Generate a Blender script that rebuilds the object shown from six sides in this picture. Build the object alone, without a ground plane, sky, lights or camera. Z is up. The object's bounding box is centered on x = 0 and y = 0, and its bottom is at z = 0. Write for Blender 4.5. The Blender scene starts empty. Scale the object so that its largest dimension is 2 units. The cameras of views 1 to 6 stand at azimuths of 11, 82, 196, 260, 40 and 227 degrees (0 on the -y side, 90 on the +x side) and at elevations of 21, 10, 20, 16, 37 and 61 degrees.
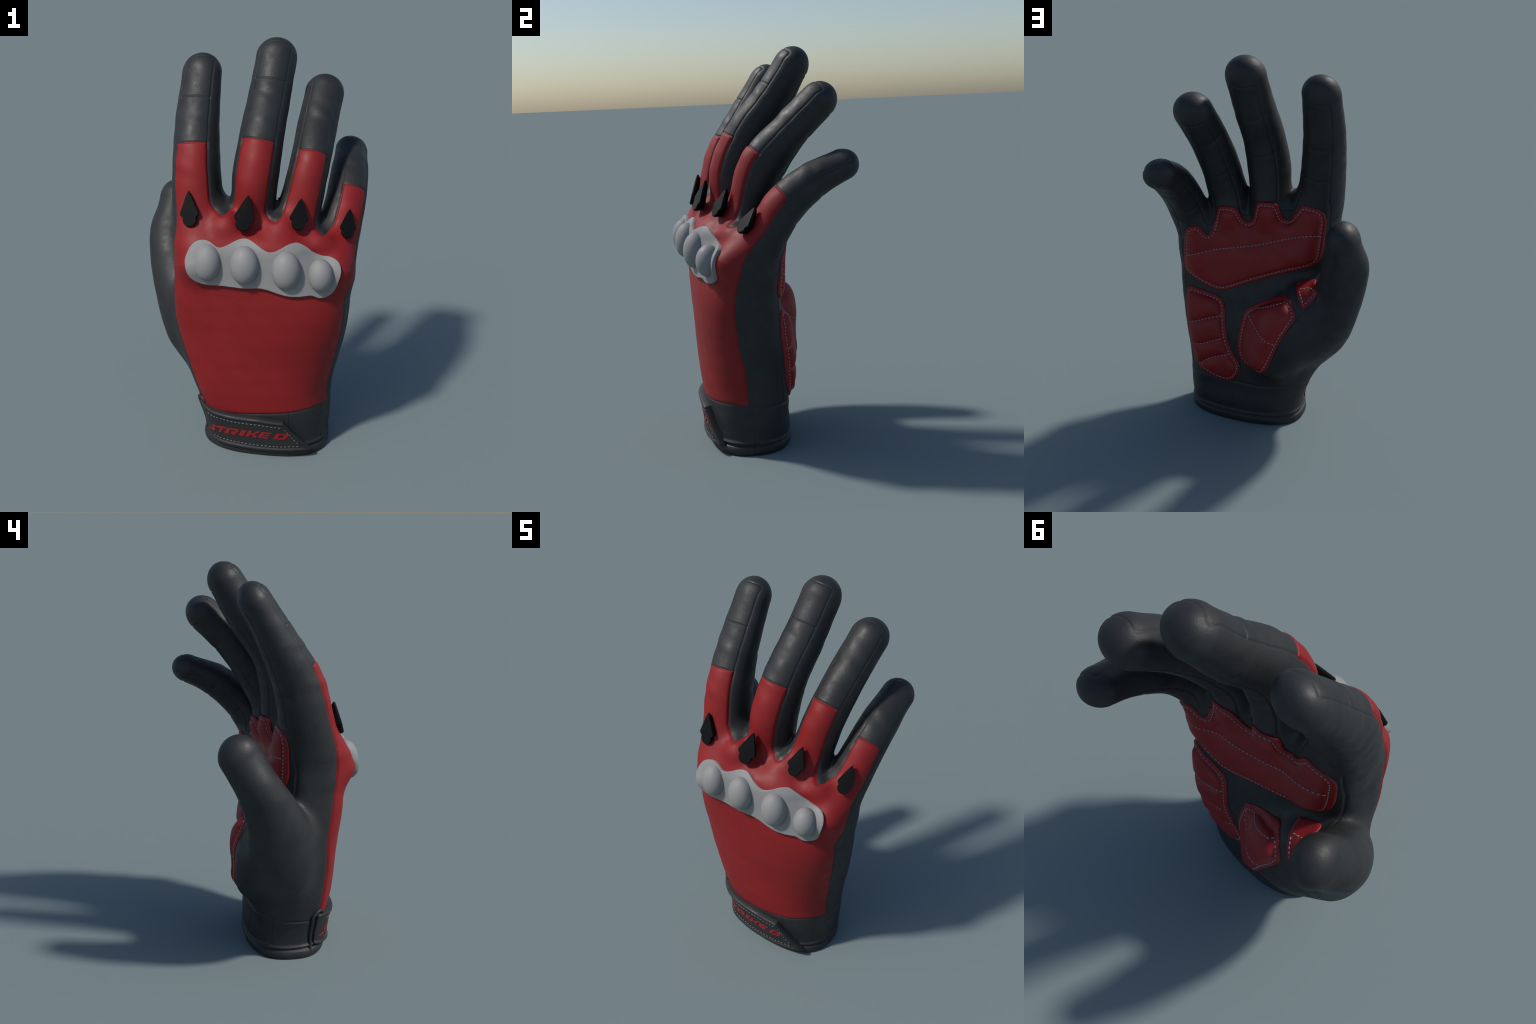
"""Red and black padded sports glove standing on its cuff, fingers up.
The leather body is one implicit surface (finger tubes + lofted palm, blended), meshed by
surface nets, refined onto the surface, then cut along its seams into named panels."""
import bpy, math, random
import numpy as np
from mathutils import Vector
from mathutils.bvhtree import BVHTree

random.seed(7)
RNG = np.random.default_rng(7)

# ------------------------------------------------------------------ helpers
def catmull(P, m):
    P = np.asarray(P, float); n = len(P)
    t = np.linspace(0, n - 1, m); i = np.minimum(t.astype(int), n - 2); u = (t - i)[:, None]
    E = np.vstack([2 * P[:1] - P[1:2], P, 2 * P[-1:] - P[-2:-1]])
    p0, p1, p2, p3 = E[i], E[i + 1], E[i + 2], E[i + 3]
    return .5 * (2 * p1 + (p2 - p0) * u + (2 * p0 - 5 * p1 + 4 * p2 - p3) * u ** 2 + (3 * p1 - p0 - 3 * p2 + p3) * u ** 3)

def smin(a, b, k):
    h = np.maximum(k - abs(a - b), 0) / k
    return np.minimum(a, b) - h * h * k * .25

def smax(a, b, k):
    return -smin(-a, -b, k)

def sstep(x, a, b):
    u = np.clip((x - a) / (b - a), 0, 1)
    return u * u * (3 - 2 * u)

def unit(v):
    v = np.asarray(v, float)
    return v / (np.linalg.norm(v, axis=-1, keepdims=True) + 1e-12)

def level(r, m):
    """radii along a tube, running level at its end so that the rounded tip joins smoothly"""
    r = np.array(r, float)[:, None]; k = len(r)
    c = catmull(np.vstack([r, r[-2:-1]]), 40 * k + 1)[:, 0]
    return np.interp(np.linspace(0, k - 1, m), np.linspace(0, k, 40 * k + 1), c)

class Tube:
    """Bent tube of elliptic section: spine points, half widths, half depths, dorsal hint."""
    M = 64
    def __init__(s, pts, w, d, hint):
        s.made = (pts, w, d, hint)
        s.S = catmull(pts, s.M); s.T = unit(np.gradient(s.S, axis=0))
        h = unit(hint); s.B = unit(h - (s.T @ h)[:, None] * s.T); s.W = np.cross(s.T, s.B)
        s.w = level(w, s.M); s.d = level(d, s.M)
        s.F = np.concatenate([s.S, s.T, s.B, s.W, s.w[:, None], s.d[:, None]], 1)
        s.R = max(s.w.max(), s.d.max()); s.seg = np.linalg.norm(np.diff(s.S, axis=0), axis=1).mean(); s.L = s.seg * (s.M - 1)
    def local(s, P):
        t = np.empty(len(P)); q2 = (s.S ** 2).sum(1)
        for a in range(0, len(P), 40000):
            t[a:a + 40000] = np.argmin(q2 - 2 * P[a:a + 40000] @ s.S.T, 1)
        for _ in range(4):
            i = np.clip(t.astype(int), 0, s.M - 2); f = (t - i)[:, None]; G = s.F[i] * (1 - f) + s.F[i + 1] * f
            c = ((P - G[:, :3]) * G[:, 3:6]).sum(1)
            if _ < 3: t = np.clip(t + c / s.seg, 0, s.M - 1)
        q = P - G[:, :3]
        return t / (s.M - 1), (q * G[:, 9:12]).sum(1), (q * G[:, 6:9]).sum(1), c, G[:, 12], G[:, 13]
    def sdf(s, P):
        t, a, b, c, w, d = s.local(P)
        rc = w; c = np.where((t <= 0) | (t >= 1), c, 0)
        k0 = np.sqrt((a / w) ** 2 + (b / d) ** 2 + (c / rc) ** 2) + 1e-9
        k1 = np.sqrt((a / w ** 2) ** 2 + (b / d ** 2) ** 2 + (c / rc ** 2) ** 2) + 1e-9
        return k0 * (k0 - 1) / k1

class Palm:
    """Loft of superelliptic sections: thumb-side x, little-finger-side x, back y, palm y, shear, roundness."""
    Z = np.array([0, .1, .2, .35, .5, .65, .8, .95, 1.08]); CAP = .11
    def __init__(s, tab):
        tab = np.asarray(tab, float); s.zz = np.linspace(s.Z[0], s.Z[-1], 240)
        u = np.interp(s.zz, s.Z, np.arange(len(s.Z))); C = catmull(tab, 40 * (len(s.Z) - 1) + 1)
        uu = np.linspace(0, len(s.Z) - 1, len(C))
        s.tab = np.stack([np.interp(u, uu, C[:, j]) for j in range(6)], 1)
    def sdf(s, P):
        z = P[:, 2]; zc = np.clip(z, s.Z[0] - .3, s.Z[-1])
        xl, xr, yb, yp, ti, n = [np.interp(zc, s.zz, s.tab[:, j]) for j in range(6)]
        xc = (xl + xr) / 2; rx = (xr - xl) / 2; yc = (yb + yp) / 2; ry = (yp - yb) / 2
        X = P[:, 0] - xc; au = abs(X / rx) + 1e-9; av = abs((P[:, 1] - yc - ti * X) / ry) + 1e-9; c = (z - zc) / s.CAP
        k = (au ** n + av ** n) ** (1 / n); kk = np.sqrt(k * k + c * c) + 1e-9; g = k ** (1 - n)
        gr = np.sqrt((k * au ** (n - 1) * g / rx) ** 2 + (k * av ** (n - 1) * g / ry) ** 2 + (c / s.CAP) ** 2) / kk + 1e-6
        return (kk - 1) / gr

# ------------------------------------------------------------------ body dimensions
FINGERS = {
    'index': Tube([(-.175, -.196, 1.007), (-.219, -.156, 1.223), (-.239, -.105, 1.445), (-.254, -.007, 1.643), (-.256, .105, 1.835)],
                  [.113, .122, .112, .105, .097], [.207, .138, .122, .097, .081], (-.1, -1, 0)),
    'middle': Tube([(.028, -.102, 1.186), (.046, -.102, 1.388), (.063, -.035, 1.57), (.076, .086, 1.73), (.092, .192, 1.902)],
                   [.099, .109, .105, .101, .099], [.125, .133, .114, .102, .089], (0, -1, 0)),
    'ring': Tube([(.217, -.117, 1.045), (.255, -.071, 1.239), (.286, .002, 1.425), (.303, .133, 1.582), (.318, .278, 1.725)],
                 [.114, .104, .096, .096, .095], [.097, .098, .115, .094, .088], (.1, -1, 0)),
    'little': Tube([(.415, -.118, .938), (.435, -.027, 1.091), (.458, .069, 1.239), (.462, .202, 1.349), (.453, .355, 1.42)],
                   [.106, .105, .099, .093, .083], [.174, .108, .1, .089, .073], (.25, -1, 0)),
}
THUMB = Tube([(-.1, -.07, .2), (-.18, -.07, .36), (-.285, -.042, .55), (-.367, -.007, .699), (-.41, .047, .858), (-.438, .121, 1.008), (-.437, .206, 1.16)],
             [.07, .095, .143, .161, .133, .107, .102], [.07, .105, .148, .121, .121, .116, .085], (-1, -.3, 0))
THENAR = Tube([(-.112, -.034, .328), (-.144, .041, .588), (-.216, .033, .708)], [.105, .152, .122], [.105, .131, .121], (0, 1, 0))
THUMB_BALL = Tube([(-.078, .074, .402), (-.23, .062, .545), (-.313, .011, .664)], [.1, .126, .119], [.1, .125, .12], (0, 1, 0))
HYPOTHENAR = Tube([(.306, -.061, .152), (.322, -.037, .414), (.405, -.074, .91)], [.091, .103, .106], [.101, .105, .088], (0, 1, 0))
WEBS = [Tube([a, b], [.065, .065], [.065, .065], (1, 0, 0)) for a, b in
        (((-.065, -.256, 1.188), (-.132, -.095, 1.212)), ((.178, -.182, 1.163), (.227, -.041, 1.165)), ((.36, -.164, 1.094), (.338, -.011, 1.063)))]
PALM = Palm([(-.208, .412, -.306, .088, 0, 2.5), (-.205, .405, -.309, .1, -.008, 2.45), (-.23, .405, -.322, .091, 0, 2.4),
             (-.271, .412, -.34, .092, .029, 2.3), (-.312, .453, -.348, .092, .048, 2.26), (-.344, .488, -.356, .068, .025, 2.35),
             (-.339, .49, -.36, .028, .041, 2.68), (-.324, .435, -.357, .016, .068, 2.83), (-.297, .336, -.353, -.014, .057, 2.9)])

WAVE_K = RNG.normal(size=(14, 3)) * 26; WAVE_P = RNG.uniform(0, 6.28, 14)
def ripple(P):
    """soft irregular unevenness of stuffed leather, about +-1"""
    r = np.zeros(len(P))
    for k, p in zip(WAVE_K, WAVE_P):
        r += np.sin(P @ k + p)
    return r / 3.5

def near(tube, P, reach=.12):
    """tube distance where the tube is close, a plain large value elsewhere"""
    lo = tube.S.min(0) - tube.R - reach; hi = tube.S.max(0) + tube.R + reach
    m = ((P > lo) & (P < hi)).all(1); d = np.full(len(P), reach)
    if m.any(): d[m] = tube.sdf(P[m])
    return d

def body_sdf(P):
    fs = [near(t, P) for t in FINGERS.values()]
    f = fs[0]
    for g in fs[1:]:
        f = smin(f, g, .025)
    p = smin(PALM.sdf(P), near(HYPOTHENAR, P), .1)
    for q in WEBS:
        p = smin(p, near(q, P), .07)
    d = smin(f, p, .07)
    return smin(d, smin(smin(near(THENAR, P), near(THUMB_BALL, P), .08), near(THUMB, P), .08), .07) - .0009 * ripple(P)

def gradient(P, e=2e-3):
    k = np.array([(1, -1, -1), (-1, -1, 1), (-1, 1, -1), (1, 1, 1)], float)
    return unit(sum(body_sdf(P + e * q)[:, None] * q for q in k))

# ------------------------------------------------------------------ surface nets + refinement
def surface_nets(lo, hi, h):
    ax = [np.arange(l, u + h, h) for l, u in zip(lo, hi)]
    G = np.stack(np.meshgrid(*ax, indexing='ij'), -1); shp = G.shape[:3]
    c = 4; coarse = body_sdf(G[::c, ::c, ::c].reshape(-1, 3)).reshape(G[::c, ::c, ::c].shape[:3])
    V = coarse.repeat(c, 0).repeat(c, 1).repeat(c, 2)[:shp[0], :shp[1], :shp[2]].copy()
    m = abs(V) < c * h * 2.2; V[m] = body_sdf(G[m]); S = V < 0
    num = np.zeros(tuple(n - 1 for n in shp) + (3,)); cnt = np.zeros(tuple(n - 1 for n in shp))
    sl = lambda d, o: tuple(slice(o[i], shp[i] - 1 + o[i]) for i in range(3))
    corners = [(i, j, k) for i in (0, 1) for j in (0, 1) for k in (0, 1)]
    for a in corners:
        for ax_i in range(3):
            if a[ax_i]: continue
            b = list(a); b[ax_i] = 1; b = tuple(b)
            va, vb = V[sl(0, a)], V[sl(0, b)]; m = (va < 0) != (vb < 0)
            t = np.where(m, va / np.where(m, va - vb, 1), 0)
            p = G[sl(0, a)] + t[..., None] * (G[sl(0, b)] - G[sl(0, a)])
            num += np.where(m[..., None], p, 0); cnt += m
    act = cnt > 0; idx = -np.ones(cnt.shape, int); idx[act] = np.arange(act.sum())
    verts = num[act] / cnt[act][:, None]; quads = []
    for d in range(3):
        e1, e2 = (d + 1) % 3, (d + 2) % 3
        A = np.take(S, range(0, shp[d] - 1), d); B = np.take(S, range(1, shp[d]), d)
        I = np.argwhere(A != B)
        I = I[(I[:, e1] > 0) & (I[:, e2] > 0) & (I[:, e1] < shp[e1] - 1) & (I[:, e2] < shp[e2] - 1)]
        flip = A[tuple(I.T)]
        def cell(o1, o2):
            J = I.copy(); J[:, e1] -= o1; J[:, e2] -= o2
            return idx[tuple(J.T)]
        q = np.stack([cell(1, 1), cell(0, 1), cell(0, 0), cell(1, 0)], 1)
        q[~flip] = q[~flip][:, ::-1]
        quads.append(q)
    return verts, np.concatenate(quads)

def onto_surface(V, n=2):
    for _ in range(n):
        g = gradient(V); V = V - body_sdf(V)[:, None] * g * .95
    return V

def relax(V, Q, n=2):
    for _ in range(n):
        a = np.concatenate([Q.ravel(), np.roll(Q, -1, 1).ravel()]); b = np.concatenate([np.roll(Q, -1, 1).ravel(), Q.ravel()])
        c = np.bincount(a, minlength=len(V)); acc = np.stack([np.bincount(a, V[b, i], len(V)) for i in range(3)], 1)
        V = V + .5 * (acc / np.maximum(c, 1)[:, None] - V)
    return V

def quad_subdivide(V, Q):
    E = np.sort(np.concatenate([Q[:, [i, (i + 1) % 4]] for i in range(4)]), 1)
    U, inv = np.unique(E[:, 0] * 10 ** 7 + E[:, 1], return_inverse=True); inv = inv.reshape(4, -1); U = np.stack([U // 10 ** 7, U % 10 ** 7], 1)
    n, m, k = len(V), len(U), len(Q)
    W = np.concatenate([V, (V[U[:, 0]] + V[U[:, 1]]) / 2, V[Q].mean(1)])
    c = n + m + np.arange(k); e = inv + n
    return W, np.concatenate([np.stack([Q[:, i], e[i], c, e[(i + 3) % 4]], 1) for i in range(4)])

V, Q = surface_nets((-.64, -.44, -.06), (.66, .56, 2.08), .014)
V = onto_surface(relax(V, Q, 2), 2)
def along_normals(V, Q):
    n = np.cross(V[Q[:, 2]] - V[Q[:, 0]], V[Q[:, 3]] - V[Q[:, 1]])
    N = unit(np.stack([np.bincount(Q.ravel(), np.repeat(n[:, j], 4), len(V)) for j in range(3)], 1))
    return V - body_sdf(V)[:, None] * N
V, Q = quad_subdivide(V, Q); V = onto_surface(V, 1)
V, Q = quad_subdivide(V, Q); V = along_normals(V, Q)
TRI = np.concatenate([Q[:, [0, 1, 2]], Q[:, [0, 2, 3]]])

# ------------------------------------------------------------------ seam cutting
class Sheet:
    """Triangle mesh with one label per face, cut along the zero line of scalar fields."""
    def __init__(s, V, F):
        s.V, s.F, s.lab = V, F, np.zeros(len(F), int); s.att = {}
    def cut(s, f, mask_label, new_label, snap=.18):
        f = f.copy(); mask = np.isin(s.lab, mask_label)
        T = s.F[mask]
        E = np.sort(np.concatenate([T[:, [0, 1]], T[:, [1, 2]], T[:, [2, 0]]]), 1)
        E = E[(f[E] < 0).any(1) & (f[E] >= 0).any(1)]; E = np.unique(E[:, 0] * 10 ** 7 + E[:, 1]); E = np.stack([E // 10 ** 7, E % 10 ** 7], 1)
        x = (f[E[:, 0]] < 0) != (f[E[:, 1]] < 0)
        t = f[E[:, 0]] / np.where(x, f[E[:, 0]] - f[E[:, 1]], 1)
        z0 = E[x & (t < snap), 0]; z1 = E[x & (t > 1 - snap), 1]
        f[z0] = 0; f[z1] = 0
        x = f[E[:, 0]] * f[E[:, 1]] < 0
        E = E[x]; t = (f[E[:, 0]] / (f[E[:, 0]] - f[E[:, 1]]))[:, None]
        n0 = len(s.V); new = s.V[E[:, 0]] * (1 - t) + s.V[E[:, 1]] * t
        s.V = np.concatenate([s.V, new]); f = np.concatenate([f, np.zeros(len(new))])
        for k, a in s.att.items():
            s.att[k] = np.concatenate([a, a[E[:, 0]] * (1 - t[:, 0]) + a[E[:, 1]] * t[:, 0]])
        key = E[:, 0] * 10 ** 7 + E[:, 1]; o = np.argsort(key); key = key[o]
        def mid(a, b):
            k = np.minimum(a, b) * 10 ** 7 + np.maximum(a, b)
            if len(key) == 0: return -np.ones(len(k), int)
            j = np.minimum(np.searchsorted(key, k), len(key) - 1)
            return np.where(key[j] == k, o[j] + n0, -1)
        M = np.stack([mid(s.F[:, i], s.F[:, (i + 1) % 3]) for i in range(3)], 1); c = (M >= 0).sum(1)
        out, lab = [s.F[c == 0]], [s.lab[c == 0]]
        for i in range(3):
            j, k = (i + 1) % 3, (i + 2) % 3
            m = (c == 1) & (M[:, i] >= 0); A, B = s.F[m], M[m]
            out += [np.stack([A[:, i], B[:, i], A[:, k]], 1), np.stack([B[:, i], A[:, j], A[:, k]], 1)]; lab += [s.lab[m]] * 2
            m = (c == 2) & (M[:, i] < 0); A, B = s.F[m], M[m]          # edge i whole; j and k split
            out += [np.stack([B[:, j], A[:, k], B[:, k]], 1), np.stack([A[:, i], A[:, j], B[:, j]], 1), np.stack([A[:, i], B[:, j], B[:, k]], 1)]
            lab += [s.lab[m]] * 3
        m = c == 3; A, B = s.F[m], M[m]
        out += [B] + [np.stack([A[:, i], B[:, i], B[:, (i + 2) % 3]], 1) for i in range(3)]; lab += [s.lab[m]] * 4
        s.F = np.concatenate(out); s.lab = np.concatenate(lab)
        fm = f[s.F]; side = np.where(abs(fm).argmax(1)[:, None] == np.arange(3), fm, 0).sum(1)
        s.lab[(side < 0) & np.isin(s.lab, mask_label)] = new_label
        return f
    def verts_of(s, labels):
        m = np.zeros(len(s.V), bool); m[s.F[np.isin(s.lab, labels)].ravel()] = True
        return m
    def normals(s):
        N = np.zeros_like(s.V); n = np.cross(s.V[s.F[:, 1]] - s.V[s.F[:, 0]], s.V[s.F[:, 2]] - s.V[s.F[:, 0]])
        for j in range(3): N[:, j] = np.bincount(s.F.ravel(), np.repeat(n[:, j], 3), len(s.V))
        return unit(N)

def longer(T):
    """the same finger with its line carried on into the hand, as a guide for seams"""
    p, w, d, h = T.made; p = np.array(p, float)
    return Tube(np.vstack([2 * p[:1] - p[1:2], p]), [w[0]] + list(w), [d[0]] + list(d), h)
GUIDE = {n: longer(T) for n, T in FINGERS.items()}

def strip(P, name, half, s0, s1, dorsal=True, shift=0., k=.02):
    """field of a lengthwise strip on a finger: half width relative to the finger's, from s0 to s1 metres along it"""
    T = GUIDE[name]; box = near(T, P, .12) < .11; res = np.full(len(P), .3); P = P[box]
    t, a, b, c, w, d = T.local(P)
    s = t * T.L + np.where((t <= 0) | (t >= 1), c, 0)
    f = abs(a - shift * w) - half * w
    f = smax(f, s - s1, k)
    if s0 is not None: f = np.maximum(f, s0 - s)
    side = (-b if dorsal else b) - .4 * d      # keep to one side of the finger
    f = smax(f, side, .01)
    res[box] = f + 3 * np.maximum(T.sdf(P) - .09, 0)
    return res

def along(name, p):                      # how far along a finger a point lies, in metres
    return float(GUIDE[name].local(np.array([p], float))[0][0]) * GUIDE[name].L
DORSAL = {'index': (.70, .07, along('index', (-.253, -.154, 1.551)), .06, along('index', (-.26, -.028, 1.742))),
          'middle': (.735, .01, along('middle', (.065, -.13, 1.575)), .056, along('middle', (.09, .057, 1.822))),
          'ring': (.725, .03, along('ring', (.31, -.042, 1.507)), .056, None),
          'little': (.64, .155, along('little', (.505, .05, 1.318)), .048, None)}   # half width, shift, red end, tip overrun, knuckle line
PALMAR = {'index': (.66, 0), 'middle': (.66, 0), 'ring': (.64, -.04), 'little': (.64, -.12)}

CX, CY = .105, -.12                      # axis of the cuff
def angle(P): return np.arctan2(P[:, 0] - CX, -(P[:, 1] - CY))   # 0 on the back of the hand, + to the little finger
CUFF_A = np.radians([-180, -147, -131, -119, -103, -86, -76, -62, -39, -6, 33, 60, 72, 89, 99, 114, 133, 180])
CUFF_Z = [.232, .228, .240, .246, .226, .215, .213, .208, .229, .242, .255, .262, .266, .254, .247, .245, .244, .232]
_ca = np.linspace(-math.pi, math.pi, 361); _cz = np.interp(_ca, CUFF_A, CUFF_Z)
_cz = np.convolve(np.r_[_cz[-13:-1], _cz, _cz[1:13]], np.hanning(25) / np.hanning(25).sum(), 'valid')
def cuff_line(P): return np.interp(angle(P), _ca, _cz)

def red_field(P):
    x, y, z = P.T
    yr = np.interp(z, [.22, .29, .41, .49, .56, .63, .7, .81, .99, 1.03, 1.15, 1.26, 1.37, 1.46, 1.55],
                   [-.247, -.247, -.252, -.257, -.254, -.246, -.245, -.261, -.281, -.284, -.281, -.252, -.216, -.193, -.155])
    yu = np.interp(z, [.256, .44, .555, .65, .737, .82, .892, .978, 1.042, 1.123, 1.2, 1.284, 1.4],
                   [-.124, -.14, -.173, -.188, -.194, -.188, -.173, -.152, -.116, -.045, .012, .065, .14])
    ys = yr + (yu - yr) * np.clip((x + .31) / .82, 0, 1)
    f = (y - ys) * .8
    zt = np.interp(x, [-.33, -.095, .151, .388, .55], [1.30, 1.251, 1.212, 1.15, 1.11])
    f = smax(f, z - zt, .02)
    for n, (h, sh, e, tip, kn) in DORSAL.items():
        f = smin(f, strip(P, n, h, None, e, True, sh, .001), .06)
    f = np.where(x < -.2, np.maximum(f, (y - yr) * .8), f)       # outer seams run straight up the hand's edges
    return np.where(x > .47, np.maximum(f, (y - yu) * .8), f)

def palm_field(P):
    x, y, z = P.T
    xu = np.interp(z, [.09, .25, .38, .55, .68, .81, .93, 1.1], [.362, .385, .415, .44, .446, .457, .466, .47])
    xt = np.interp(z, [.07, .17, .244, .34, .425, .582, .704, .794, .9, 1.1], [-.002, -.019, -.043, -.069, -.095, -.141, -.222, -.295, -.3, -.297])
    zt = np.interp(x, [-.3, -.085, .12, .32, .5], [1.24, 1.2, 1.155, 1.09, 1.07])
    f = np.maximum(np.maximum(x - xu, xt - x), smax(z - zt, -.11 - y, .02))
    for n, (h, sh) in PALMAR.items():
        f = smin(f, strip(P, n, h, .25, GUIDE[n].L - .003, False, sh, .03), .03)
    return f

REST, CUFF, RED, BACK, PALMP, THUMBP = 0, 1, 2, 3, 7, 8       # BACK+0..3 for the four fingers
sh = Sheet(V, TRI)
sh.cut(sh.V[:, 2].copy(), [REST], 99); keep = sh.lab != 99
sh.F, sh.lab = sh.F[keep], sh.lab[keep]
used = np.unique(sh.F); remap = -np.ones(len(sh.V), int); remap[used] = np.arange(len(used)); sh.V, sh.F = sh.V[used], remap[sh.F]
BASE_V, BASE_F = sh.V.copy(), sh.F.copy(); BASE_N = sh.normals()

grooves = []                              # (field, vertex mask, depth, width)
def seam(field, mask, new, depth, width):
    before = sh.verts_of(mask)
    f = sh.cut(field, mask, new)
    m = np.zeros(len(sh.V), bool); m[:len(before)] = before; m[len(before):] = True
    k = 'g%d' % len(grooves); sh.att[k] = np.where(m, abs(f), 9.); grooves.append((k, depth, width))
seam(sh.V[:, 2] - cuff_line(sh.V), [REST], CUFF, .003, .006)
seam(red_field(sh.V), [REST], RED, .0035, .004)
for i, (n, (h, s_, e, tip, kn)) in enumerate(DORSAL.items()):
    seam(strip(sh.V, n, h, e - .025, GUIDE[n].L + tip, True, s_, .03), [REST], BACK + i, .0024, .0034)
    if kn:
        T = GUIDE[n]; t = T.local(sh.V)[0]
        seam(t * T.L - kn + 3 * np.maximum(near(T, sh.V) - .03, 0), [BACK + i], BACK + i, .003, .004)
seam(palm_field(sh.V), [REST], PALMP, .0034, .0038)
f = near(THUMB, sh.V) - .004 + .8 * np.maximum(.62 - sh.V[:, 2], 0)
sh.cut(f, [REST], THUMBP)
x, y, z = sh.V.T
seam(np.where(x > .25, y + .115, .5), [CUFF], CUFF, .003, .004)
x, y, z = sh.V.T
seam(np.where(y > 0, x - np.interp(z, [.07, .17, .26], [-.002, -.019, -.046]), .5), [CUFF], CUFF, .003, .004)

# relief of the leather: seam grooves, proud panels, finger creases, cuff rim
N = sh.normals(); off = np.zeros(len(sh.V))
for k, dep, wid in grooves:
    off -= dep * np.exp(-(sh.att[k] / wid) ** 2)
x, y, z = sh.V.T
redm = sh.verts_of([RED]); d_red = sh.att['g1']
off += np.where(redm, .003 * sstep(d_red, 0, .012), 0)
for n, t0 in (('index', .7), ('index', .47), ('middle', .77), ('middle', .45), ('ring', .8), ('ring', .5), ('little', .75), ('little', .45)):
    T = FINGERS[n]; dist = near(T, sh.V); q = np.flatnonzero(dist < .04); t, a, b, c, w, d = T.local(sh.V[q])
    near_ = sstep(.03 - abs(dist[q]), 0, .02)
    off[q] -= near_ * .0025 * sstep(-b / d, .2, .7) * np.exp(-(((t - t0) * T.L + .006 * np.cos(3 * a / w)) / .012) ** 2)
    off[q] += near_ * .0014 * sstep(b / d, .3, .8) * np.cos((t - t0) * T.L * 70 + 3 * a / w) * np.exp(-((t - t0) * T.L / .07) ** 2)
cuffm = sh.verts_of([CUFF])
prof = .012 * np.sqrt(np.clip(1 - ((z - .022) / .026) ** 2, 0, 1)) + .008 * np.exp(-((z - .06) / .008) ** 2) - .004 * np.exp(-((z - .047) / .005) ** 2) + .002
off += np.where(cuffm, prof * sstep(cuff_line(sh.V) - z, 0, .01), 0)
sh.V = sh.V + off[:, None] * N
sh.V[:, 2] = np.maximum(sh.V[:, 2], 0)
NORM = sh.normals()

# ------------------------------------------------------------------ materials
def srgb(*c): return tuple(c) + (1.,)
def material(name, base, vary=.15, rough=.5, grain=140., bump=.15, spec=.5, coat=0., blotch=6., soft=0.):
    m = bpy.data.materials.new(name); m.use_nodes = True; nt = m.node_tree; L = nt.links
    b = nt.nodes['Principled BSDF']; tc = nt.nodes.new('ShaderNodeTexCoord')
    def noise(scale, detail):
        n = nt.nodes.new('ShaderNodeTexNoise'); n.inputs['Scale'].default_value = scale; n.inputs['Detail'].default_value = detail
        L.new(tc.outputs['Object'], n.inputs['Vector']); return n
    n1 = noise(blotch, 4); r = nt.nodes.new('ShaderNodeValToRGB')
    r.color_ramp.elements[0].position = .3; r.color_ramp.elements[1].position = .7
    r.color_ramp.elements[0].color = tuple(c * (1 - vary) for c in base) + (1,); r.color_ramp.elements[1].color = tuple(min(1, c * (1 + vary)) for c in base) + (1,)
    L.new(n1.outputs['Fac'], r.inputs['Fac']); L.new(r.outputs['Color'], b.inputs['Base Color'])
    n2 = noise(blotch * 2.5, 3); mr = nt.nodes.new('ShaderNodeMapRange')
    mr.inputs['From Min'].default_value = .3; mr.inputs['From Max'].default_value = .7
    mr.inputs['To Min'].default_value = rough - .09; mr.inputs['To Max'].default_value = rough + .09
    L.new(n2.outputs['Fac'], mr.inputs['Value']); L.new(mr.outputs['Result'], b.inputs['Roughness'])
    v = nt.nodes.new('ShaderNodeTexVoronoi'); v.inputs['Scale'].default_value = grain; L.new(tc.outputs['Object'], v.inputs['Vector'])
    bp = nt.nodes.new('ShaderNodeBump'); bp.inputs['Strength'].default_value = bump; bp.inputs['Distance'].default_value = .002
    n3 = noise(34, 2); b2 = nt.nodes.new('ShaderNodeBump'); b2.inputs['Strength'].default_value = soft; b2.inputs['Distance'].default_value = .006
    L.new(n3.outputs['Fac'], b2.inputs['Height']); L.new(b2.outputs['Normal'], bp.inputs['Normal'])
    L.new(v.outputs['Distance'], bp.inputs['Height']); L.new(bp.outputs['Normal'], b.inputs['Normal'])
    b.inputs['Specular IOR Level'].default_value = spec; b.inputs['Coat Weight'].default_value = coat
    return m
M_BLACK = material('black_leather', (.0205, .021, .022), .16, .55, spec=.42, blotch=9., soft=.1)
M_RED = material('red_fabric', (.22, .008, .009), .05, .6, 220, .1, .35)
M_PAD = material('red_leather', (.235, .006, .007), .08, .55, 160, .12, .45)
M_PLATE = material('grey_plastic', (.245, .243, .24), .03, .6, 60, .02, .35)
M_STUD = material('black_plastic', (.004, .004, .004), .05, .5, 60, .02, .15)
M_THREAD = material('grey_thread', (.25, .275, .29), .1, .7, 300, .1, .3)
M_THREAD_DIM = material('dim_thread', (.14, .155, .165), .1, .7, 300, .1, .3)
M_LETTER = material('red_print', (.26, .008, .01), .03, .5, 60, .02)
M_TRIM = material('black_trim', (.018, .018, .019), .12, .55, spec=.4)

# ------------------------------------------------------------------ object building
root = bpy.data.objects.new('sports_glove', None); bpy.context.scene.collection.objects.link(root)
root['label'] = 'red and black padded motorcycle glove with grey knuckle guard'; root['category'] = 'glove'

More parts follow.
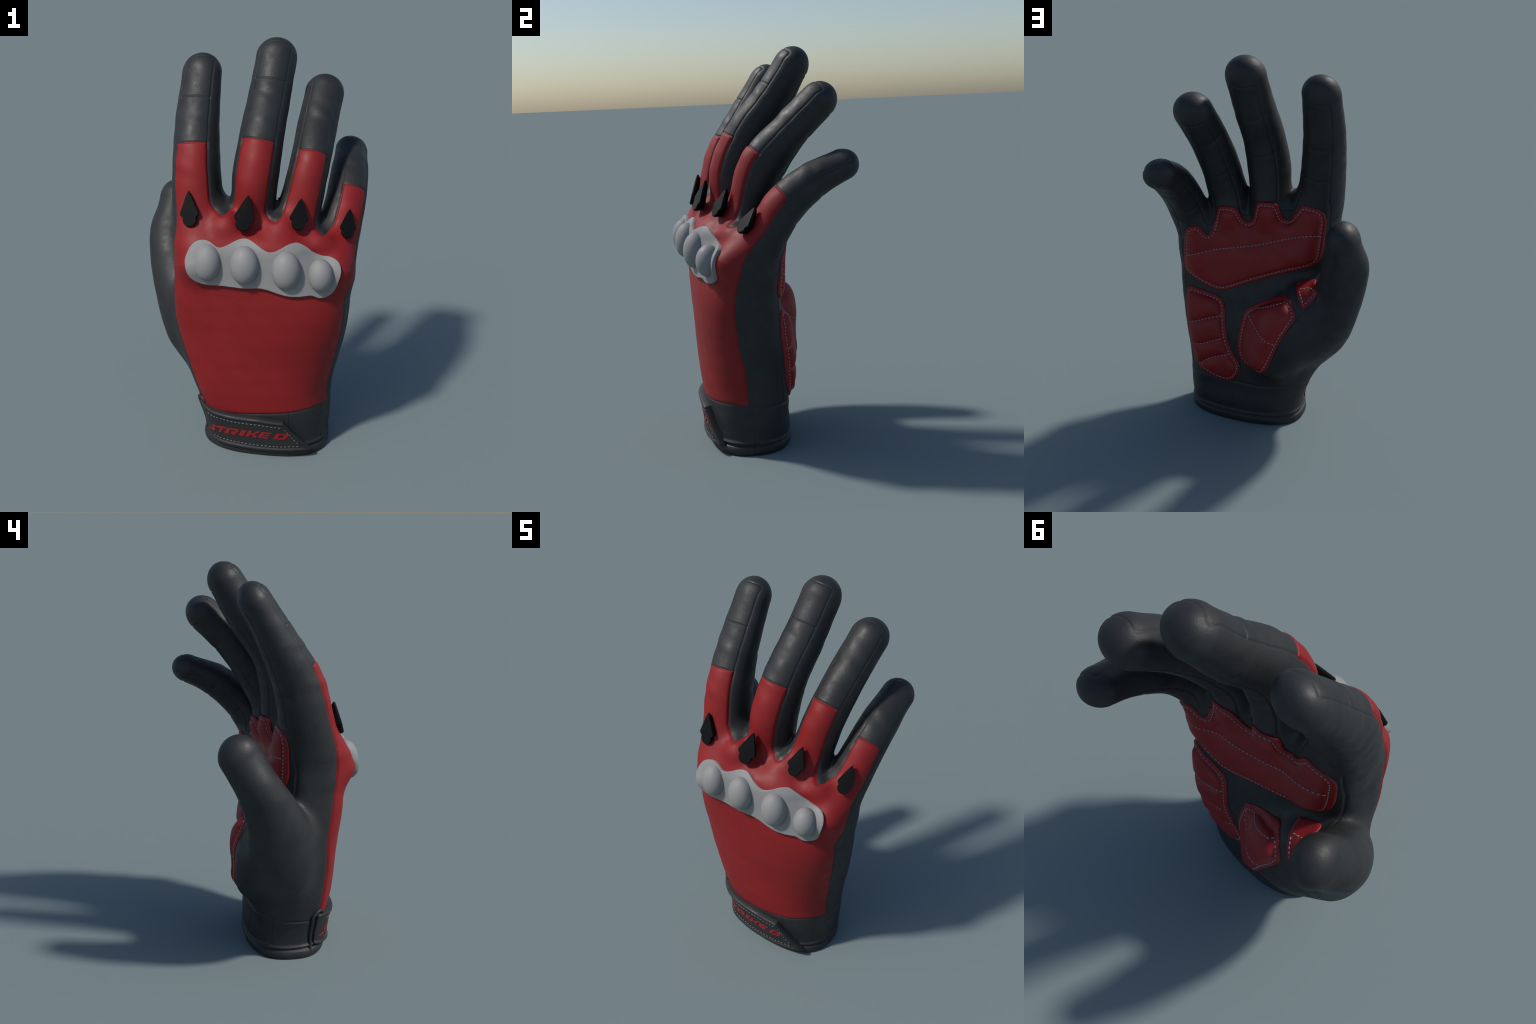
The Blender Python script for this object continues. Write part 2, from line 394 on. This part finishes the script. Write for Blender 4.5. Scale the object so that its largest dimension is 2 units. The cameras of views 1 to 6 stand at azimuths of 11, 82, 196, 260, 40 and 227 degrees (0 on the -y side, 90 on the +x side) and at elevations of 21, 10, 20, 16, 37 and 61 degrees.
def add(name, verts, faces, mat, parent=root, normals=None, smooth=True, stuff=False):
    me = bpy.data.meshes.new(name); me.from_pydata([tuple(v) for v in np.asarray(verts).tolist()], [], [tuple(f) for f in (faces.tolist() if hasattr(faces, 'tolist') else faces)])
    me.update(); me.materials.append(mat)
    if smooth: me.polygons.foreach_set('use_smooth', [True] * len(me.polygons))
    if normals is not None: me.normals_split_custom_set_from_vertices([tuple(n) for n in normals.tolist()])
    o = bpy.data.objects.new(name, me); bpy.context.scene.collection.objects.link(o); o.parent = parent
    if stuff: o['kind'] = 'stuff'
    return o

def panel(name, labels, mat, facesel=None):
    m = np.isin(sh.lab, labels)
    if facesel is not None: m &= facesel
    F = sh.F[m]; u = np.unique(F); r = -np.ones(len(sh.V), int); r[u] = np.arange(len(u))
    return add(name, sh.V[u], r[F], mat, normals=NORM[u])

panel('back_panel', [RED], M_RED)
for i in range(4): panel('finger_back', [BACK + i], M_BLACK)
palm_part = panel('palm_panel', [PALMP], M_BLACK)
panel('thumb', [THUMBP], M_BLACK)
panel('side_panel', [REST], M_BLACK)
cuff = panel('cuff', [CUFF], M_BLACK)

# surface lookup around the cuff: radius at (angle, height)
def cuff_point(th, z, offset=0.):
    th = np.atleast_1d(th).astype(float); z = np.broadcast_to(np.asarray(z, float), th.shape)
    D = np.stack([np.sin(th), -np.cos(th), np.zeros_like(th)], 1); lo = np.full(len(th), .05); hi = np.full(len(th), .6)
    O = np.stack([np.full(len(th), CX), np.full(len(th), CY), z], 1)
    for _ in range(28):
        mid = (lo + hi) / 2; s = body_sdf(O + mid[:, None] * D) < 0
        lo = np.where(s, mid, lo); hi = np.where(s, hi, mid)
    P = O + lo[:, None] * D
    n = gradient(P); n[:, 2] *= .2; n = unit(n)
    return P + np.asarray(offset)[..., None] * n if np.ndim(offset) else P + offset * n

def grid_faces(nu, nv, wrap=False):
    F = []
    for i in range(nu - (0 if wrap else 1)):
        for j in range(nv - 1):
            a, b = i * nv + j, ((i + 1) % nu) * nv + j
            F.append((a, b, b + 1, a + 1))
    return F

th = np.linspace(-math.pi, math.pi, 120, endpoint=False)
rings = [cuff_point(th, z, o) for z, o in ((.004, -.002), (.004, -.022), (.16, -.028))]
for r, z in zip(rings, (.003, .003, .16)): r[:, 2] = z
add('cuff_lining', np.stack(rings, 1).reshape(-1, 3), grid_faces(120, 3, True), M_TRIM)

def tube_along(P, r, n=10, caps=True):
    P = np.asarray(P, float); T = unit(np.gradient(P, axis=0)); r = np.broadcast_to(r, len(P))
    u = unit(np.cross(T[0], (0.3, .2, 1) if abs(T[0][2]) < .9 else (1, 0, 0))); Vs = []
    for p, t, rr in zip(P, T, r):
        u = unit(u - (u @ t) * t); w = np.cross(t, u); a = np.linspace(0, 2 * math.pi, n, endpoint=False)
        Vs.append(p + rr * (np.cos(a)[:, None] * u + np.sin(a)[:, None] * w))
    Vs = np.concatenate(Vs); F = []
    for i in range(len(P) - 1):
        for j in range(n):
            F.append((i * n + j, i * n + (j + 1) % n, (i + 1) * n + (j + 1) % n, (i + 1) * n + j))
    if caps: F += [tuple(range(n))[::-1], tuple(range((len(P) - 1) * n, len(P) * n))]
    return Vs, F

# piping of the cuff slit: up the edge, round the corner, down behind the strap
def theta_of(x, y): return math.atan2(x - CX, -(y - CY))
tA, tB = theta_of(-.215, -.205), theta_of(-.215, -.262)
path = [(tA, .02), (tA, .08), (tA - .01, .16), (tA - .015, .225), (tA + .03, .25), (tA + .1, .262), (tB, .255), (tB + .02, .232), (tB + .01, .20)]
path = catmull(path, 60)
add('cuff_piping', *tube_along(cuff_point(path[:, 0], path[:, 1], .005), .0095), M_TRIM)

# ------------------------------------------------------------------ wrist strap
_t = np.linspace(-2, 1.6, 400); _x = cuff_point(_t, .15)[:, 0]; _i = np.arange(_x.argmin(), _x.argmax() + 1)
def theta_x(x): return np.interp(x, _x[_i], _t[_i])           # angle at which the front of the cuff has this x
S0 = theta_of(-.205, -.225)
S_TOP, S_BOT = float(theta_x(.218)), float(theta_x(.35))
def strap_edge(v): return S_BOT + (S_TOP - S_BOT) * v
def strap_top(th): return np.interp(th, [S0, theta_x(-.18), theta_x(-.12), 0, S_TOP], [.235, .242, .23, .228, .213])
def strap_bot(th): return np.interp(th, [S0, theta_x(-.15), 0, S_BOT], [.055, .042, .04, .044])
def strap_point(u, v, lift):
    u, v = np.asarray(u, float), np.asarray(v, float)
    t = S0 + u * (strap_edge(v) - S0)
    return cuff_point(t, strap_bot(t) + v * (strap_top(t) - strap_bot(t)), lift)
nu, nv = 120, 44
u = np.concatenate([[0], np.linspace(0, 1, nu - 2), [1]]); v = np.concatenate([[0], np.linspace(0, 1, nv - 2) , [1]])
U, W = np.meshgrid(u, v, indexing='ij')
edge = np.minimum(np.minimum(W, 1 - W) * .19, (1 - U) * .56)
def strap_lift(th):                      # the flap stands off the wrist
    return np.interp(th, theta_x(np.array([-.2, -.17, -.1, .1, .24, .35])), [.010, .019, .033, .033, .034, .044])
STH = S0 + U * (strap_edge(W) - S0)
lift = strap_lift(STH) - .008 + .006 * sstep(edge, 0, .006) + .006 * np.exp(-((edge - .011) / .008) ** 2) - .002 * np.exp(-((edge - .024) / .004) ** 2)
lift[0] = 0; lift[-1] = 0; lift[:, 0] = 0; lift[:, -1] = 0
strap = add('wrist_strap', strap_point(U.ravel(), W.ravel(), lift.ravel()), grid_faces(nu, nv), M_TRIM)

# ------------------------------------------------------------------ pads, plate: cut out of the body surface and raised
def chaikin(P, n, closed=True):
    P = np.asarray(P, float)
    for _ in range(n):
        A = P if closed else P[:-1]; B = np.roll(P, -1, 0) if closed else P[1:]
        R = np.stack([.75 * A + .25 * B, .25 * A + .75 * B], 1).reshape(-1, P.shape[1])
        P = R if closed else np.vstack([P[:1], R, P[-1:]])
    return P

def line_distance(X, P, closed=False):
    best = np.full(len(X), 9.); inside = np.zeros(len(X), bool)
    B = np.roll(P, -1, 0) if closed else P[1:]
    for a, b in zip(P if closed else P[:-1], B):
        d = b - a; t = np.clip(((X - a) @ d) / (d @ d + 1e-12), 0, 1)
        best = np.minimum(best, np.linalg.norm(X - a - t[:, None] * d, axis=1))
        if closed:
            c = (a[1] > X[:, 1]) != (b[1] > X[:, 1])
            inside ^= c & (X[:, 0] < (b[0] - a[0]) * (X[:, 1] - a[1]) / (b[1] - a[1] + 1e-15) + a[0])
    return np.where(inside, -best, best) if closed else best

def raised_patch(name, outline, height, mat, back=False, wall=-.004, extra=None, even=0):
    """piece of the body surface inside an outline in (x, z), lifted by height(distance to edge, x, z)"""
    X = BASE_V[:, [0, 2]]; lo, hi = outline.min(0) - .03, outline.max(0) + .03
    m = ((X > lo) & (X < hi)).all(1) & ((BASE_N[:, 1] < .1) & (BASE_V[:, 1] < -.1) if back else (BASE_N[:, 1] > -.35) & (BASE_V[:, 1] > -.15))
    if extra is not None: m &= extra(BASE_V)
    F = BASE_F[m[BASE_F].all(1)]; u_ = np.unique(F); r = -np.ones(len(BASE_V), int); r[u_] = np.arange(len(u_))
    s = Sheet(BASE_V[u_], r[F])
    s.cut(line_distance(s.V[:, [0, 2]], outline, True), [0], 1, .25)
    F = s.F[s.lab == 1]; u_ = np.unique(F); r = -np.ones(len(s.V), int); r[u_] = np.arange(len(u_)); Vp, F = s.V[u_], r[F]
    n = gradient(Vp, .012); d = -line_distance(Vp[:, [0, 2]], outline, True)
    h = height(np.maximum(d, 0), Vp[:, 0], Vp[:, 2])
    top = Vp + h[:, None] * n
    E = np.concatenate([F[:, [0, 1]], F[:, [1, 2]], F[:, [2, 0]]]); key = {(a, b) for a, b in E.tolist()}
    border = [(a, b) for a, b in key if (b, a) not in key]
    if even:                                             # a stiff piece bridges the hollows under it
        bd = np.array(border); isb = np.zeros(len(top), bool); isb[bd.ravel()] = True
        e = np.concatenate([E[~isb[E[:, 0]]], bd, bd[:, ::-1]]); cnt = np.bincount(e[:, 0], minlength=len(top))
        for _ in range(even):
            top = top + .5 * (np.stack([np.bincount(e[:, 0], top[e[:, 1], j], len(top)) for j in range(3)], 1) / np.maximum(cnt, 1)[:, None] - top) * (cnt > 0)[:, None]
    low = {}; vl = [top]; k = len(top)
    for a, b in border:
        for w in (a, b):
            if w not in low: low[w] = k; k += 1; vl.append((Vp[w] + wall * n[w])[None])
    walls = [(b, a, low[a], low[b]) for a, b in border]
    o = add(name, np.concatenate(vl), F.tolist() + walls, mat)
    tree = BVHTree.FromPolygons([Vector(p) for p in top.tolist()], F.tolist())
    return o, tree

def dome(d, R): return np.sqrt(np.clip(1 - (1 - np.clip(d / R, 0, 1)) ** 2, 0, 1))
RIM = .019
def pad_height(lines, H, R, valley):
    def h(d, x, z):
        X = np.stack([x, z], 1); e = d - RIM
        for l in lines: e = smin(e, line_distance(X, l) + valley * R, .008)
        e = np.maximum(e - .004, 0)
        rim = .003 + .006 * dome(d, .008) - .003 * np.exp(-((d - RIM) / .005) ** 2)
        return rim + (H(x) if callable(H) else H) * dome(e, R)
    return h

MAIN = [(.443, 1.057), (.372, 1.091), (.345, 1.06), (.325, 1.033), (.303, 1.044), (.294, 1.1), (.276, 1.183), (.262, 1.199), (.187, 1.202), (.166, 1.175), (.145, 1.125), (.112, 1.114),
        (.085, 1.15), (.072, 1.228), (.06, 1.246), (-.03, 1.246), (-.049, 1.203), (-.062, 1.158), (-.096, 1.15), (-.131, 1.198), (-.158, 1.241), (-.18, 1.247), (-.26, 1.23), (-.287, 1.19),
        (-.283, 1.11), (-.272, .96), (-.246, .925), (-.118, .882), (.072, .806), (.2, .742), (.245, .731), (.29, .738), (.438, .796), (.46, .829), (.457, .913)]
MAIN_L = [(.465, .896), (.3, .95), (.176, .98), (.034, 1.012), (-.119, 1.067), (-.2, 1.093), (-.29, 1.092)]
HYPO = [(.434, .735), (.316, .722), (.233, .698), (.206, .66), (.185, .5), (.153, .414), (.088, .331), (.126, .251), (.163, .227), (.223, .229), (.336, .267), (.374, .324), (.409, .443), (.437, .574), (.443, .664)]
HYPO_L = [[(.425, .524), (.316, .572), (.265, .594), (.19, .612)], [(.4, .408), (.31, .434), (.255, .463), (.175, .496)], [(.345, .285), (.31, .325), (.282, .348), (.226, .377), (.145, .402)]]
THEN = [(.094, .648), (.089, .657), (.08, .664), (.025, .7), (-.113, .777), (-.163, .783), (-.213, .721), (-.203, .681), (-.145, .578), (-.101, .455), (-.062, .361), (-.028, .335), (.027, .336), (.104, .369), (.121, .451), (.111, .559)]
THEN_L = [[(.098, .665), (-.008, .579), (-.13, .535)]]
SMALL = [(-.171, .826), (-.167, .835), (-.178, .838), (-.222, .85), (-.268, .86), (-.3, .852), (-.31, .836), (-.286, .795), (-.249, .752), (-.241, .744), (-.235, .752), (-.208, .79)]
def smooth_line(P): return chaikin(P, 2, False)
pads = []
for outline, lines, H, R, valley in ((MAIN, [MAIN_L], .013, .06, .2), (HYPO, HYPO_L, .025, .05, .1), (THEN, THEN_L, .033, .08, .35), (SMALL, [], .004, .03, 0)):
    O = chaikin(outline, 2); Ls = [smooth_line(np.array(l)) for l in lines]
    ex = None
    o, tree = raised_patch('palm_pad', O, pad_height(Ls, H, R, valley), M_PAD, extra=(lambda P: (P[:, 1] < .24)), even=6 if outline in (MAIN, HYPO) else 22)
    pads.append((o, tree, O, Ls))

# ------------------------------------------------------------------ stitching
def dashes(points, normals, L=.0125, gap=.0075, w=.0028, h=.0026):
    """rows of short rounded threads along a 3D line"""
    seg = np.linalg.norm(np.diff(points, axis=0), axis=1); s = np.r_[0, np.cumsum(seg)]; Vs, F = [], []
    c = gap / 2
    while c + L < s[-1]:
        l = L * random.uniform(.85, 1.1); ts = c + l * np.array([0, .18, .5, .82, 1.]); wid = np.array([.35, 1, 1, 1, .35])
        P = np.stack([np.interp(ts, s, points[:, i]) for i in range(3)], 1); Nn = unit(np.stack([np.interp(ts, s, normals[:, i]) for i in range(3)], 1))
        T = unit(np.gradient(P, axis=0)); S = unit(np.cross(T, Nn)); k = len(Vs)
        for p, n, sd, ww in zip(P, Nn, S, wid):
            for a in range(6):
                t = a * math.pi / 3; Vs.append(p + sd * w * ww * math.cos(t) + n * (h * ww * math.sin(t) + .0006))
        for i in range(4):
            for a in range(6): F.append((k + i * 6 + a, k + i * 6 + (a + 1) % 6, k + (i + 1) * 6 + (a + 1) % 6, k + (i + 1) * 6 + a))
        F += [tuple(k + a for a in range(6))[::-1], tuple(k + 24 + a for a in range(6))]
        c += l + gap * random.uniform(.8, 1.2)
    return Vs, F

def resample(P, step, closed=False):
    if closed: P = np.vstack([P, P[:1]])
    s = np.r_[0, np.cumsum(np.linalg.norm(np.diff(P, axis=0), axis=1))]; n = max(4, int(s[-1] / step)); t = np.linspace(0, s[-1], n)
    return np.stack([np.interp(t, s, P[:, i]) for i in range(P.shape[1])], 1)

def drop(tree, XZ, from_y=.6):
    pts, nrm = [], []
    for x_, z_ in XZ:
        hit, n, *_ = tree.ray_cast(Vector((x_, from_y, z_)), Vector((0, -1, 0)))
        if hit is None: pts.append(None); nrm.append(None)
        else: pts.append(hit); nrm.append(n)
    runs, cur = [], []
    for p, n in zip(pts, nrm):
        if p is None:
            if len(cur) > 4: runs.append(cur)
            cur = []
        else: cur.append((tuple(p), tuple(n)))
    if len(cur) > 4: runs.append(cur)
    return [(np.array([a for a, b in r]), np.array([b for a, b in r])) for r in runs]

def inset(O, d):
    P = resample(O, .004, True)[:-1]; T = unit(np.roll(P, -1, 0) - np.roll(P, 1, 0)); Nn = np.stack([-T[:, 1], T[:, 0]], 1)
    if line_distance(P + .004 * Nn, O, True).mean() > 0: Nn = -Nn
    R = P + d * Nn; ok = -line_distance(R, O, True) > d - .003
    R = R[ok]
    return np.vstack([R, R[:1]])
for o, tree, O, Ls in pads:
    Vs, F = [], []
    lines = [inset(O, RIM - .002)] + [l[-line_distance(l, O, True) > RIM - .004] for l in (resample(q, .004) for q in Ls)]
    for l in lines:
        for P, Nn in drop(tree, resample(l, .004)):
            a, b = dashes(P, Nn); k = len(Vs); Vs += a; F += [tuple(i + k for i in f) for f in b]
    add('stitching', Vs, F, M_THREAD, parent=o, stuff=True)

# strap stitching follows the strap border
def strap_line(uv, n):
    uv = resample(np.array(uv, float), 1 / n)
    l = strap_lift(S0 + uv[:, 0] * (strap_edge(uv[:, 1]) - S0)) - .0005; P = strap_point(uv[:, 0], uv[:, 1], l); O = strap_point(uv[:, 0], uv[:, 1], l + .01)
    return P, unit(O - P)
Vs, F = [], []
a, b = .17, .83
for uv in ([(.10, b), (.93, b), (.956, b - .04)], [(.956, b - .04), (.956, a + .03), (.945, a)], [(.945, a), (.10, a)]):
    P, Nn = strap_line(uv, 200); p, q = dashes(P, Nn, .0125, .008, .0022, .002); k = len(Vs); Vs += p; F += [tuple(i + k for i in f) for f in q]
add('stitching', Vs, F, M_THREAD_DIM, parent=strap, stuff=True)

# ------------------------------------------------------------------ lettering: heavy slanted block letters, as butted bars
GLYPH = {  # quads in a unit box: (x0,y0),(x1,y1),(x2,y2),(x3,y3) anticlockwise
    'S': [[(.28, .74), (1.15, .70), (1.2, .82), (.34, 1.)], [(.28, .74), (.62, .72), (1., .28), (.55, .28)], [(-.15, .2), (.85, .0), (1., .28), (-.1, .32)]],
    'T': [[(.0, .76), (1.05, .76), (1.05, 1.), (.0, 1.)], [(.36, .0), (.68, .0), (.68, .76), (.36, .76)]],
    'R': [[(.0, .0), (.3, .0), (.3, .76), (.0, .76)], [(.0, .76), (1., .76), (.92, 1.), (.0, 1.)], [(.72, .5), (1., .5), (1., .76), (.72, .76)], [(.45, .3), (.9, .3), (1., .5), (.45, .5)], [(.62, .0), (.98, .0), (.78, .3), (.5, .3)]],
    'I': [[(.0, .0), (1., .0), (1., 1.), (.0, 1.)]],
    'K': [[(.0, .0), (.3, .0), (.3, 1.), (.0, 1.)], [(.3, .38), (.52, .38), (.52, .62), (.3, .62)], [(.52, .62), (.52, .5), (.72, .5), (1.05, 1.), (.74, 1.)], [(.52, .5), (.52, .38), (.72, .0), (1.05, .0), (.72, .5)]],
    'E': [[(.0, .0), (.28, .0), (.28, 1.), (.12, 1.), (.0, .9)], [(.28, .0), (.92, .0), (.92, .2), (.28, .2)], [(.28, .4), (.86, .4), (.86, .6), (.28, .6)], [(.28, .8), (.95, .8), (.95, 1.), (.28, 1.)]],
    'O': [[(.0, .0), (.3, .0), (.3, 1.), (.12, 1.), (.0, .86)], [(.3, .0), (.7, .0), (.7, .24), (.3, .24)], [(.3, .76), (.7, .76), (.7, 1.), (.3, 1.)], [(.7, .0), (.88, .0), (1., .14), (1., 1.), (.7, 1.)]]}
def letter(ch, x0, x1):
    Vs, F = [], []
    for poly in GLYPH[ch]:
        P = resample(np.array(poly, float), .09, True)[:-1]; c = P.mean(0)
        k = len(Vs); n = len(P); pts = np.vstack([P, c[None]])
        xs = x0 + (x1 - x0) * pts[:, 0]; base = np.interp(xs, [-.17, -.1, 0, .1, .22], [.085, .105, .115, .119, .115])
        hgt = np.interp(xs, [-.165, -.1, .22], [.05, .042, .034]); xs = xs + .5 * hgt * pts[:, 1]; t = theta_x(xs); zz = base + hgt * pts[:, 1]
        Vs += list(cuff_point(t, zz, strap_lift(t) + .0008)) + list(cuff_point(t, zz, strap_lift(t) - .008))
        for i in range(n):
            j = (i + 1) % n; F += [(k + i, k + j, k + n), (k + i, k + n + 1 + i, k + n + 1 + j, k + j)]
    return Vs, F
PX = .417 / 1315
for ch, a_, b_ in (('S', 135, 262), ('T', 285, 420), ('R', 435, 640), ('I', 668, 748), ('K', 775, 955), ('E', 980, 1145), ('O', 1205, 1395)):
    p, q = letter(ch, -.165 + (a_ - 135) * PX, -.165 + (b_ - 135) * PX)
    add('letter', p, q, M_LETTER, parent=strap, smooth=False)

# ------------------------------------------------------------------ knuckle guard: plate with four domes
PLATE = [(-.223, 1.042), (-.212, 1.1), (-.19, 1.138), (-.148, 1.147), (-.112, 1.135), (-.078, 1.108), (-.04, 1.125), (.005, 1.148), (.058, 1.148), (.11, 1.12), (.15, 1.1), (.175, 1.102), (.25, 1.135), (.31, 1.11),
         (.37, 1.068), (.435, 1.053), (.468, 1.03), (.478, 1.0), (.452, .92), (.42, .885), (.38, .875), (.345, .9), (.32, .896), (.255, .894), (.2, .91), (.13, .938), (.045, .93), (-.05, .938), (-.14, .945), (-.195, .975)]
PLATE = chaikin(PLATE, 1)
def plate_height(d, x, z):
    return .021 + 0 * x
plate, ptree = raised_patch('knuckle_plate', PLATE, plate_height, M_PLATE, back=True, wall=-.012, even=60)

def ellipsoid(center, axes, radii, nu=40, nv=22):
    a = np.linspace(0, 2 * math.pi, nu, endpoint=False); b = np.linspace(-math.pi / 2, math.pi / 2, nv)
    A, B = np.meshgrid(a, b, indexing='ij')
    L = np.stack([np.cos(B) * np.cos(A), np.cos(B) * np.sin(A), np.sin(B)], -1).reshape(-1, 3) * radii
    return np.asarray(center) + L @ np.array(axes), grid_faces(nu, nv, True)
for (cx, cy, cz), (rx, rz), yaw in zip([(-.127, -.380, 1.05), (.046, -.376, 1.047), (.235, -.348, 1.023), (.389, -.300, .992)],
                                       [(.064, .087), (.067, .09), (.067, .09), (.059, .078)], (-6, 0, 10, 24)):
    a = math.radians(yaw); nx = np.array([math.sin(a), -math.cos(a), 0.]); nx = unit(nx + np.array([0, 0, .12])); up = unit(np.array([0, 0, 1.]) - nx[2] * nx); side = np.cross(up, nx)
    p, q = ellipsoid((cx, cy, cz), (side, nx, up), (rx, .059, rz))
    add('knuckle_dome', p, q, M_PLATE, parent=plate)

# ------------------------------------------------------------------ pointed studs on the finger roots
def stud_outline(H, Wd):
    r = .205 * H; cy = r; pts = [(0, H)]
    right = [(.12 * Wd, .90 * H), (.5 * Wd, .385 * H), (.49 * Wd, .33 * H), (.40 * Wd, .275 * H), (.34 * Wd, .25 * H)]
    a0 = math.atan2(.25 * H - cy, .34 * Wd)
    arc = [(r * math.cos(t), cy + r * math.sin(t)) for t in np.linspace(a0 * .2, -math.pi / 2, 9)]
    right += arc
    left = [(-a, b) for a, b in right[:-1]][::-1]
    return np.array(pts + right + left)
def stud(tip, bot, Wd, nrm):
    tip, bot = np.array(tip), np.array(bot); up = unit(tip - bot); H = np.linalg.norm(tip - bot)
    n = unit(nrm - (nrm @ up) * up); side = np.cross(up, n)
    O = stud_outline(H, Wd); c = np.array([0, .45 * H]); L = len(O); Vs = []; F = []
    for lift, k in ((-.034, .8), (.0, 1.), (.006, .985), (.0095, .93)):
        P = c + (O - c) * k
        Vs += [bot + p[0] * side + p[1] * up + (lift * (1 - .55 * p[1] / H) if lift < 0 else lift) * n for p in P]
    for r in range(3):
        for i in range(L): F.append((r * L + i, r * L + (i + 1) % L, (r + 1) * L + (i + 1) % L, (r + 1) * L + i))
    Vs.append(bot + c[1] * up + .0105 * n); m = len(Vs) - 1
    F += [(3 * L + i, 3 * L + (i + 1) % L, m) for i in range(L)]
    return np.array(Vs), [f[::-1] for f in F]
for tip, bot, Wd in (((-.234, -.276, 1.357), (-.218, -.327, 1.198), .092), ((.044, -.258, 1.347), (.025, -.327, 1.192), .096), ((.277, -.176, 1.32), (.27, -.25, 1.186), .088), ((.493, -.068, 1.247), (.492, -.156, 1.13), .078)):
    mid = (np.array(tip) + np.array(bot)) / 2
    o = add('finger_stud', *stud(tip, bot, Wd, gradient(mid[None], .01)[0]), M_STUD, smooth=False)

# consistent outward faces on the built pieces
import bmesh
for o in bpy.data.objects:
    if o.type == 'MESH' and o.name.split('.')[0] in ('finger_stud', 'letter', 'stitching', 'cuff_piping', 'knuckle_dome'):
        bm = bmesh.new(); bm.from_mesh(o.data); bmesh.ops.recalc_face_normals(bm, faces=bm.faces); bm.to_mesh(o.data); bm.free()
